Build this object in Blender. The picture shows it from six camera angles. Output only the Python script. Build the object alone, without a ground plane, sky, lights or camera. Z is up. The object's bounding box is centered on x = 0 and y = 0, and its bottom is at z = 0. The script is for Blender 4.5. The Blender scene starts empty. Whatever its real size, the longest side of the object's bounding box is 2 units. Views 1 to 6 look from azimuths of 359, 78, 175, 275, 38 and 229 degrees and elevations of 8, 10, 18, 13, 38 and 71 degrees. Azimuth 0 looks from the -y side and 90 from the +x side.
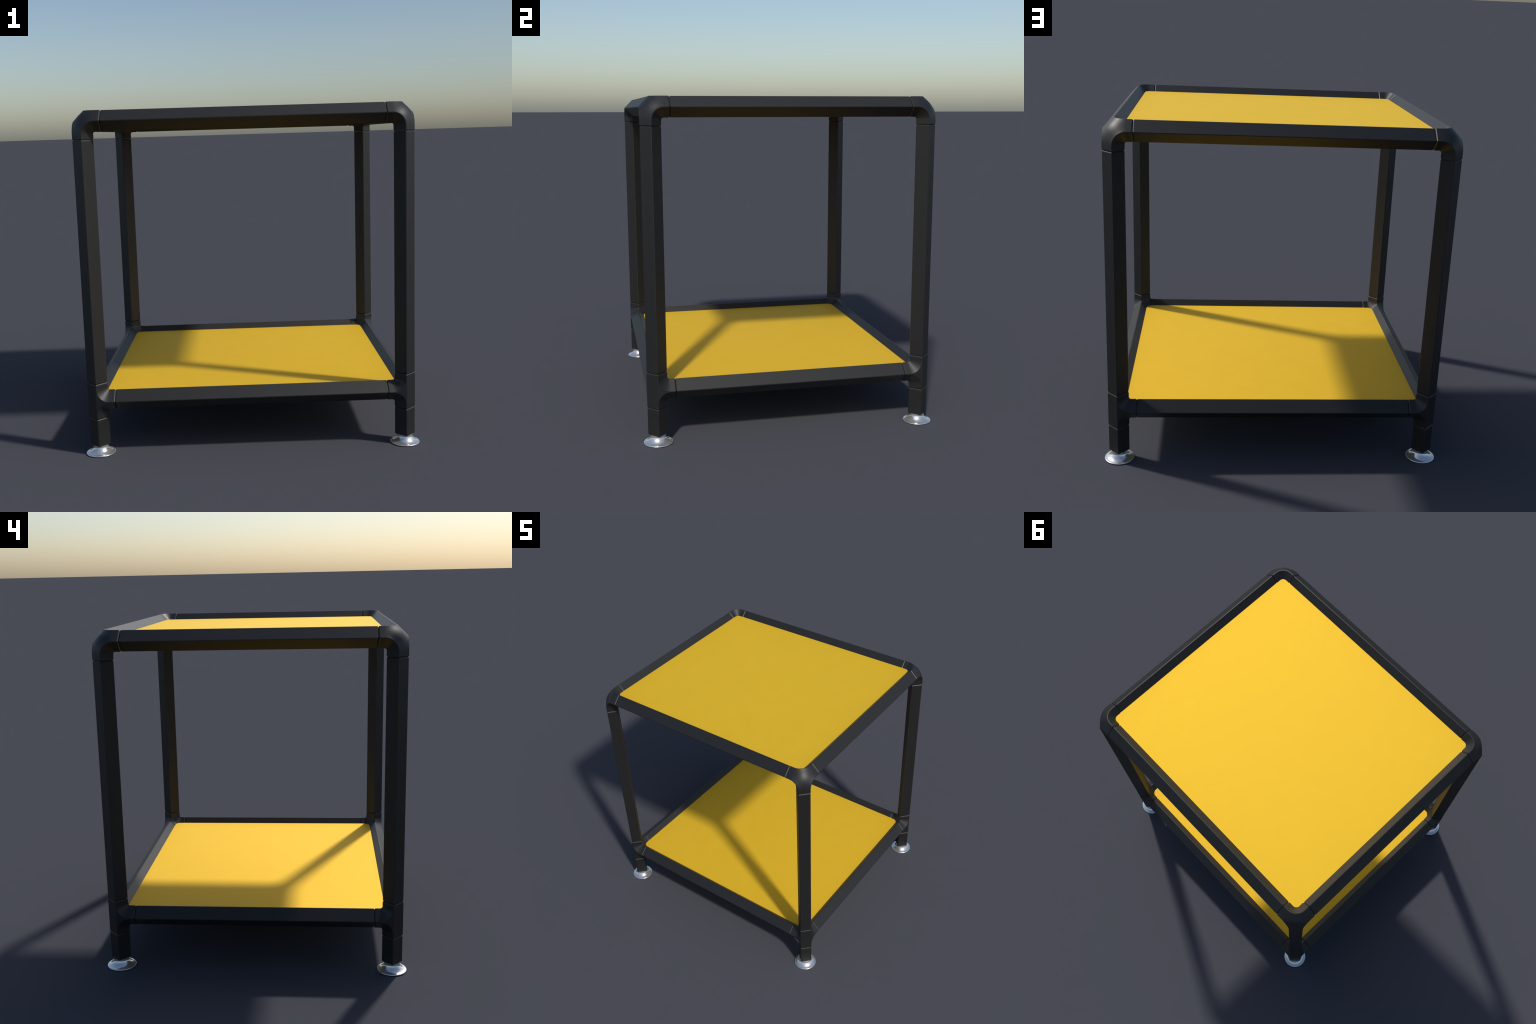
"""Two-tier side table: black square tubes set on edge (diamond section), moulded
corner and branch connectors, two yellow panels and four chromed trumpet feet."""
import bpy, bmesh, math
import numpy as np
from mathutils import Vector, Matrix

# ------------------------------------------------------------------ sizes (m)
AX, AY = 0.9047, 0.8081        # leg axes at (+-AX, +-AY)
HT = 0.0584                    # half diagonal of the tubes, to the narrow edge flat
H = 0.0596                     # the same of the connectors, which stand a little proud
W = 0.0024                     # half width of the flat that breaks each tube edge
ZT, ZL = 2.0 - H, 0.3226       # axis heights of the upper and the lower rails
G = 0.1057                     # connector reach from the axis (joint line)
E = 0.0051                     # chamfer at the joint lines
GAP = 0.0004                   # half gap between pieces inside the groove
RF = 0.0135                    # small inside fillet radius of the connectors
C = H + RF                     # fillet centre
ZB = 0.0500                    # underside of the legs
PANEL_T = 0.0427               # panel thickness
TOP_Z, SHELF_Z = 1.9575, 0.3447  # upper faces of the two panels
FOOT_R = 0.0862
N_ARC = 16                     # segments per quarter turn
M_ACROSS = 10                  # segments across a tube face in the connectors


# ------------------------------------------------------------------ materials
def make_material(name, colour, rough, metallic=0.0, spec=0.5, colour_var=0.0,
                  rough_var=0.0, scale=30.0, bump=0.0, coat=0.0):
    m = bpy.data.materials.new(name)
    m.use_nodes = True
    nt = m.node_tree
    b = nt.nodes["Principled BSDF"]
    b.inputs["Metallic"].default_value = metallic
    b.inputs["Specular IOR Level"].default_value = spec
    b.inputs["Coat Weight"].default_value = coat
    tc = nt.nodes.new("ShaderNodeTexCoord")
    nz = nt.nodes.new("ShaderNodeTexNoise")
    nz.inputs["Scale"].default_value = scale
    nz.inputs["Detail"].default_value = 3.0
    nt.links.new(tc.outputs["Object"], nz.inputs["Vector"])
    ramp = nt.nodes.new("ShaderNodeValToRGB")
    ramp.color_ramp.elements[0].position = 0.3
    ramp.color_ramp.elements[1].position = 0.7
    ramp.color_ramp.elements[0].color = [c * (1 - colour_var) for c in colour] + [1]
    ramp.color_ramp.elements[1].color = [c * (1 + colour_var) for c in colour] + [1]
    nt.links.new(nz.outputs["Fac"], ramp.inputs["Fac"])
    nt.links.new(ramp.outputs["Color"], b.inputs["Base Color"])
    mr = nt.nodes.new("ShaderNodeMapRange")
    mr.inputs["To Min"].default_value = rough - rough_var
    mr.inputs["To Max"].default_value = rough + rough_var
    nt.links.new(nz.outputs["Fac"], mr.inputs["Value"])
    nt.links.new(mr.outputs["Result"], b.inputs["Roughness"])
    return m


MAT_FRAME = make_material("black_coated_metal", (0.0115, 0.0115, 0.0113), 0.50,
                          spec=0.5, colour_var=0.02, rough_var=0.01)
MAT_PANEL = make_material("yellow_board", (0.85, 0.54, 0.022), 0.72,
                          metallic=0.42, spec=0.5, colour_var=0.01, rough_var=0.01, scale=8)
MAT_CHROME = make_material("chromed_steel", (0.78, 0.78, 0.78), 0.22,
                           metallic=0.83, colour_var=0.01, rough_var=0.01)


# ------------------------------------------------------------------ mesh helpers
class Builder:
    """Collects faces; merges coincident points afterwards."""
    def __init__(self):
        self.v, self.f = [], []

    def grid(self, rows):
        base = len(self.v)
        n = len(rows[0])
        for r in rows:
            self.v += [tuple(p) for p in r]
        for i in range(len(rows) - 1):
            for j in range(n - 1):
                a = base + i * n + j
                self.f.append((a, a + 1, a + n + 1, a + n))

    def poly(self, pts):
        base = len(self.v)
        self.v += [tuple(p) for p in pts]
        self.f.append(tuple(range(base, base + len(pts))))

    def mesh(self, name, mat, transform=None, smooth_angle=28):
        bm = bmesh.new()
        vs = [bm.verts.new(transform(p) if transform else p) for p in self.v]
        for f in self.f:
            try:
                bm.faces.new([vs[i] for i in f])
            except ValueError:
                pass
        bmesh.ops.remove_doubles(bm, verts=bm.verts, dist=2e-5)
        bmesh.ops.dissolve_degenerate(bm, edges=bm.edges, dist=1e-6)
        bmesh.ops.recalc_face_normals(bm, faces=bm.faces)
        for f in bm.faces:
            f.smooth = True
        lim = math.radians(smooth_angle)
        for e in bm.edges:
            e.smooth = len(e.link_faces) == 2 and e.calc_face_angle(9) < lim
        me = bpy.data.meshes.new(name)
        bm.to_mesh(me)
        bm.free()
        me.materials.append(mat)
        return me


def section(inset=0.0, h=H):
    """Tube section: a square on its corner with narrow flats on the edges."""
    h, w = h - inset, W
    return [(h, -w), (h, w), (w, h), (-w, h), (-h, w), (-h, -w), (-w, -h), (w, -h)]


def tube_mesh(name, length, mat, end_caps=True):
    """Prism along local z centred on the origin, both ends chamfered."""
    b = Builder()
    L = length / 2
    rings = [(-L, E), (-L + E, 0), (L - E, 0), (L, E)]
    rows = []
    for z, ins in rings:
        s = section(ins, HT)
        rows.append([(x, y, z) for x, y in s + s[:1]])
    b.grid(rows)
    b.poly([(x, y, -L) for x, y in section(E, HT)])
    b.poly([(x, y, L) for x, y in section(E, HT)])
    return b.mesh(name, mat)


# ------------------------------------------------------------------ connectors
# Local frame: the tubes leave along +1, +2, +3 (the branch connector has the leg
# running through along -3 as well).  Points are (p1, p2, p3).
def arc_angles(n=N_ARC):
    return [math.pi / 2 * i / n for i in range(n + 1)]


def put(i, j, k, a, b_, c_):
    p = [0, 0, 0]
    p[i], p[j], p[k] = a, b_, c_
    return tuple(p)


def arc(i, j, k, radius, level):
    """Quarter arc about (C, C) in the plane p_k = level, from tube i to tube j."""
    return [put(i, j, k, C - radius * math.sin(t), C - radius * math.cos(t), level)
            for t in arc_angles()]


def thin_plate_hexagon(sign, apex=None):
    """Six-sided smooth patch where three tube faces run into each other.
    sign -1: the outer corner face, +1: the inner corner face."""
    m, n = M_ACROSS, N_ARC // 2
    rad = C + W if sign < 0 else RF
    lev = -H if sign < 0 else W
    verts, index, fixed, ghosts, quads = [], {}, {}, [], set()
    arc_ghosts = []

    def vid(p, fix):
        key = tuple(round(x, 6) for x in p)
        if key not in index:
            index[key] = len(verts)
            verts.append(np.array(p, float))
            fixed[index[key]] = fix
        return index[key]

    centre = np.full(3, (-0.55 * H) if sign < 0 else 0.62 * C)
    sectors = []
    for i in range(3):
        j, k = (i + 1) % 3, (i + 2) % 3
        # half arcs that start at tube i: one in plane k (towards j), one in plane j
        ak = arc(i, j, k, rad, lev)[:n + 1]
        aj = arc(i, k, j, rad, lev)[:n + 1]
        mids = (np.array(ak[n]), np.array(aj[n]))
        far = []
        for s in range(m + 1):
            t = s / m
            far.append(mids[0] + (centre - mids[0]) * (2 * t) if t <= .5
                       else centre + (mids[1] - centre) * (2 * t - 1))
        near = [np.array(ak[0]) + (np.array(aj[0]) - np.array(ak[0])) * s / m for s in range(m + 1)]
        ids = []
        for r in range(n + 1):
            u = r / n
            row = []
            for s in range(m + 1):
                t = s / m
                if s == 0:
                    p, fx = np.array(ak[r]), True
                elif s == m:
                    p, fx = np.array(aj[r]), True
                else:
                    base = near[s] + (far[s] - near[s]) * u
                    da = np.array(ak[r]) - (near[0] + (far[0] - near[0]) * u)
                    db = np.array(aj[r]) - (near[m] + (far[m] - near[m]) * u)
                    p, fx = base + da * (1 - t) + db * t, r == 0
                row.append(vid(p, fx))
            ids.append(row)
        sectors.append(ids)
        step = rad * math.pi / 2 / N_ARC
        d = np.zeros(3)
        d[i] = step
        for s in range(1, m):
            ghosts.append((ids[0][s], ids[1][s], ids[0][s - 1], ids[0][s + 1], near[s] + d))
        # across the arcs: leave tangent to the cone that sweeps the tube face round
        width = np.linalg.norm(near[m] - near[0]) / m
        for a, b_, cc, col, nxt in ((i, j, k, 0, 1), (i, k, j, m, m - 1)):
            for r in range(1, n + 1):
                p = np.array(verts[ids[r][col]])
                out = np.zeros(3)
                rr = np.array([p[a] - C, p[b_] - C])
                rr /= np.linalg.norm(rr)
                out[a], out[b_], out[cc] = rr[0], rr[1], 1.0      # into the patch
                out /= np.linalg.norm(out)
                arc_ghosts.append((ids[r][col], ids[r][nxt], p - out * width))
        for r in range(n):
            for s in range(m):
                quads.add((ids[r][s], ids[r][s + 1], ids[r + 1][s + 1], ids[r + 1][s]))
    nv = len(verts)
    P = np.array(verts)
    nb = [set() for _ in range(nv)]
    for q in quads:
        for a in range(4):
            nb[q[a]].add(q[(a + 1) % 4])
            nb[q[(a + 1) % 4]].add(q[a])
    rows, rhs = [], []
    for v in range(nv):
        if not fixed[v]:
            r = np.zeros(nv)
            r[v] = 1
            for o in nb[v]:
                r[o] -= 1 / len(nb[v])
            rows.append(r)
            rhs.append(np.zeros(3))
    for v, inner, l, rr, g in ghosts:        # tangent continuity with the tubes
        r = np.zeros(nv)
        r[v] = 1
        for o in (inner, l, rr):
            r[o] -= .25
        rows.append(r)
        rhs.append(g * .25)
    for v, inner, g in arc_ghosts:
        r = np.zeros(nv)
        r[v], r[inner] = 1, -.5
        rows.append(r * ARC_PULL)
        rhs.append(g * .5 * ARC_PULL)
    if apex is not None:                     # how full the patch is at its middle
        r = np.zeros(nv)
        r[index[tuple(round(x, 6) for x in centre)]] = 4.0
        rows.append(r)
        rhs.append(np.full(3, 4.0 * apex))
    A, B = np.array(rows), np.array(rhs)
    free = [v for v in range(nv) if not fixed[v]]
    fix = [v for v in range(nv) if fixed[v]]
    B = B - A[:, fix] @ P[fix]
    P[free] = np.linalg.lstsq(A[:, free], B, rcond=None)[0]
    return P, list(quads)


ARC_PULL = 1.0                 # weight of the tangent rule along the arcs
HEX_OUT = thin_plate_hexagon(-1, -0.0144)
HEX_IN = thin_plate_hexagon(+1)


def add_hex(b, data, flip3=False):
    P, quads = data
    for q in quads:
        b.poly([(p[0], p[1], -p[2] if flip3 else p[2]) for p in (P[i] for i in q)])


def lerp_rows(a, c, n):
    return [[tuple(np.array(p) + (np.array(q) - np.array(p)) * t / n) for p, q in zip(a, c)]
            for t in range(n + 1)]


def add_tube_end(b, axis, sgn=1, start=C):
    """Straight sleeve from the connector body to its joint line, with chamfer and cap."""
    i, j, k = axis, (axis + 1) % 3, (axis + 2) % 3
    full, ins = section(0), section(E)
    L = G - GAP
    rings = [(start, full), (L - E, full), (L, ins)]
    m = M_ACROSS
    rows = []
    for x, s in rings:
        rows.append([put(i, j, k, sgn * x, p, q) for p, q in s + s[:1]])
    # subdivide across the faces so the border vertices meet the body patches
    out = []
    for r in rows:
        line = []
        for a in range(8):
            p, q = np.array(r[a]), np.array(r[a + 1])
            cnt = 1 if a % 2 == 0 else m
            line += [tuple(p + (q - p) * t / cnt) for t in range(cnt)]
        line.append(r[8])
        out.append(line)
    b.grid(out)
    b.poly([put(i, j, k, sgn * L, p, q) for p, q in ins])


def add_bend(b, i, j, k, flip3=False):
    """Inside bend of the side faces of tubes i and j on the outer (-k) side."""
    rows = lerp_rows(arc(i, j, k, C - W, -H), arc(i, j, k, RF, -W), M_ACROSS)
    if flip3:
        rows = [[(p[0], p[1], -p[2]) for p in r] for r in rows]
    b.grid(rows)


def add_inner_strip(b, i, j, k, flip3=False):
    rows = [arc(i, j, k, RF, -W), arc(i, j, k, RF, W)]
    if flip3:
        rows = [[(p[0], p[1], -p[2]) for p in r] for r in rows]
    b.grid(rows)


def corner_connector():
    b = Builder()
    add_hex(b, HEX_OUT)
    add_hex(b, HEX_IN)
    for i in range(3):
        j, k = (i + 1) % 3, (i + 2) % 3
        b.grid([arc(i, j, k, C + W, -H), arc(i, j, k, C - W, -H)])   # edge flat
        add_bend(b, i, j, k)
        add_inner_strip(b, i, j, k)
        add_tube_end(b, i)
    return b


def branch_connector():
    b = Builder()
    m = M_ACROSS
    # outer leg face, straight through
    p0, p1 = (-H, -W), (-W, -H)
    b.grid([[(p0[0] + (p1[0] - p0[0]) * t / m, p0[1] + (p1[1] - p0[1]) * t / m, z)
             for t in range(m + 1)] for z in (-C, C)])
    for flip in (False, True):
        add_hex(b, HEX_IN, flip)
        add_bend(b, 0, 2, 1, flip)
        add_bend(b, 1, 2, 0, flip)
        add_inner_strip(b, 0, 2, 1, flip)
        add_inner_strip(b, 1, 2, 0, flip)
    add_inner_strip(b, 0, 1, 2)
    # flat webs that join the leg edge and the rail edge in one plane
    for i, k in ((0, 1), (1, 0)):
        up = arc(i, 2, k, C - W, -H)                       # rail -> leg, upper side
        dn = [(p[0], p[1], -p[2]) for p in up]
        loop = list(up) + [put(i, 2, k, -W, C, -H), put(i, 2, k, -W, -C, -H)] + dn[::-1]
        b.poly(loop)
    add_tube_end(b, 0)
    add_tube_end(b, 1)
    add_tube_end(b, 2)
    add_tube_end(b, 2, -1)
    return b


# ------------------------------------------------------------------ foot
def foot_mesh():
    prof = [(0.0, 0.0), (0.0845, 0.0), (0.0856, 0.0003), (0.0861, 0.0010), (0.0862, 0.0020),
            (0.0860, 0.0032), (0.0853, 0.0045), (0.0841, 0.0055), (0.0825, 0.0062),
            (0.0804, 0.0067), (0.0774, 0.0074), (0.0740, 0.0085), (0.0704, 0.0099),
            (0.0668, 0.0118), (0.0634, 0.0140), (0.0600, 0.0166), (0.0566, 0.0197),
            (0.0534, 0.0232), (0.0505, 0.0268), (0.0480, 0.0306), (0.0459, 0.0348),
            (0.0445, 0.0391), (0.0438, 0.0434), (0.0436, 0.0515), (0.0, 0.0515)]
    n = 128
    b = Builder()
    rows = []
    for r, z in prof[1:-1]:
        rows.append([(r * math.cos(2 * math.pi * t / n), r * math.sin(2 * math.pi * t / n), z)
                     for t in range(n + 1)])
    b.grid(rows)
    b.poly(rows[0][:-1])
    b.poly(rows[-1][:-1])
    return b.mesh("foot", MAT_CHROME, smooth_angle=40)


def panel_mesh(name):
    hx, hy, hz = AX - H + 0.027, AY - H + 0.027, PANEL_T / 2
    b = Builder()
    n = 8
    for s in (-1, 1):
        b.grid([[(hx * (2 * x / n - 1), hy * (2 * y / n - 1), s * hz) for x in range(n + 1)]
                for y in range(n + 1)])
    for s in (-1, 1):
        b.grid([[(hx * (2 * x / n - 1), s * hy, z) for x in range(n + 1)] for z in (-hz, hz)])
        b.grid([[(s * hx, hy * (2 * y / n - 1), z) for y in range(n + 1)] for z in (-hz, hz)])
    return b.mesh(name, MAT_PANEL)


# ------------------------------------------------------------------ assembly
def main():
    col = bpy.context.scene.collection
    root = bpy.data.objects.new("side_table", None)
    root.empty_display_size = 0.2
    root["label"] = "black tube side table with two yellow shelves, chrome feet"
    root["category"] = "side table"
    col.objects.link(root)

    def place(name, mesh, loc, rot=None, parent=root):
        o = bpy.data.objects.new(name, mesh)
        col.objects.link(o)
        o.parent = parent
        M = Matrix.Translation(Vector(loc))
        if rot is not None:
            M = M @ rot.to_4x4()
        o.matrix_local = M
        return o

    def straight(a):
        return 2 * (a - G - GAP)

    rx = Matrix.Rotation(math.pi / 2, 3, 'Y')
    ry = Matrix.Rotation(math.pi / 2, 3, 'X')
    rail_x = tube_mesh("rail_long", straight(AX), MAT_FRAME)
    rail_y = tube_mesh("rail_short", straight(AY), MAT_FRAME)
    leg_len = (ZT - G - GAP) - (ZL + G + GAP)
    leg = tube_mesh("leg", leg_len, MAT_FRAME)
    stub_len = (ZL - G - GAP) - ZB
    stub = tube_mesh("leg_end", stub_len, MAT_FRAME)
    foot = foot_mesh()

    for z in (ZT, ZL):
        for s in (-1, 1):
            place("rail", rail_x, (0, s * AY, z), rx)
            place("rail", rail_y, (s * AX, 0, z), ry)

    corner, branch = corner_connector(), branch_connector()
    for sx in (-1, 1):
        for sy in (-1, 1):
            tag = (sx, sy)
            cm = corner.mesh("corner_connector", MAT_FRAME,
                             lambda p, t=tag: (-t[0] * p[0], -t[1] * p[1], -p[2]))
            bmn = branch.mesh("branch_connector", MAT_FRAME,
                              lambda p, t=tag: (-t[0] * p[0], -t[1] * p[1], p[2]))
            place("corner_connector", cm, (sx * AX, sy * AY, ZT))
            place("branch_connector", bmn, (sx * AX, sy * AY, ZL))
            place("leg", leg, (sx * AX, sy * AY, (ZT + ZL) / 2))
            place("leg_end", stub, (sx * AX, sy * AY, ZB + stub_len / 2))
            place("foot", foot, (sx * AX, sy * AY, 0))

    place("table_top", panel_mesh("table_top"), (0, 0, TOP_Z - PANEL_T / 2))
    place("shelf", panel_mesh("shelf"), (0, 0, SHELF_Z - PANEL_T / 2))


main()
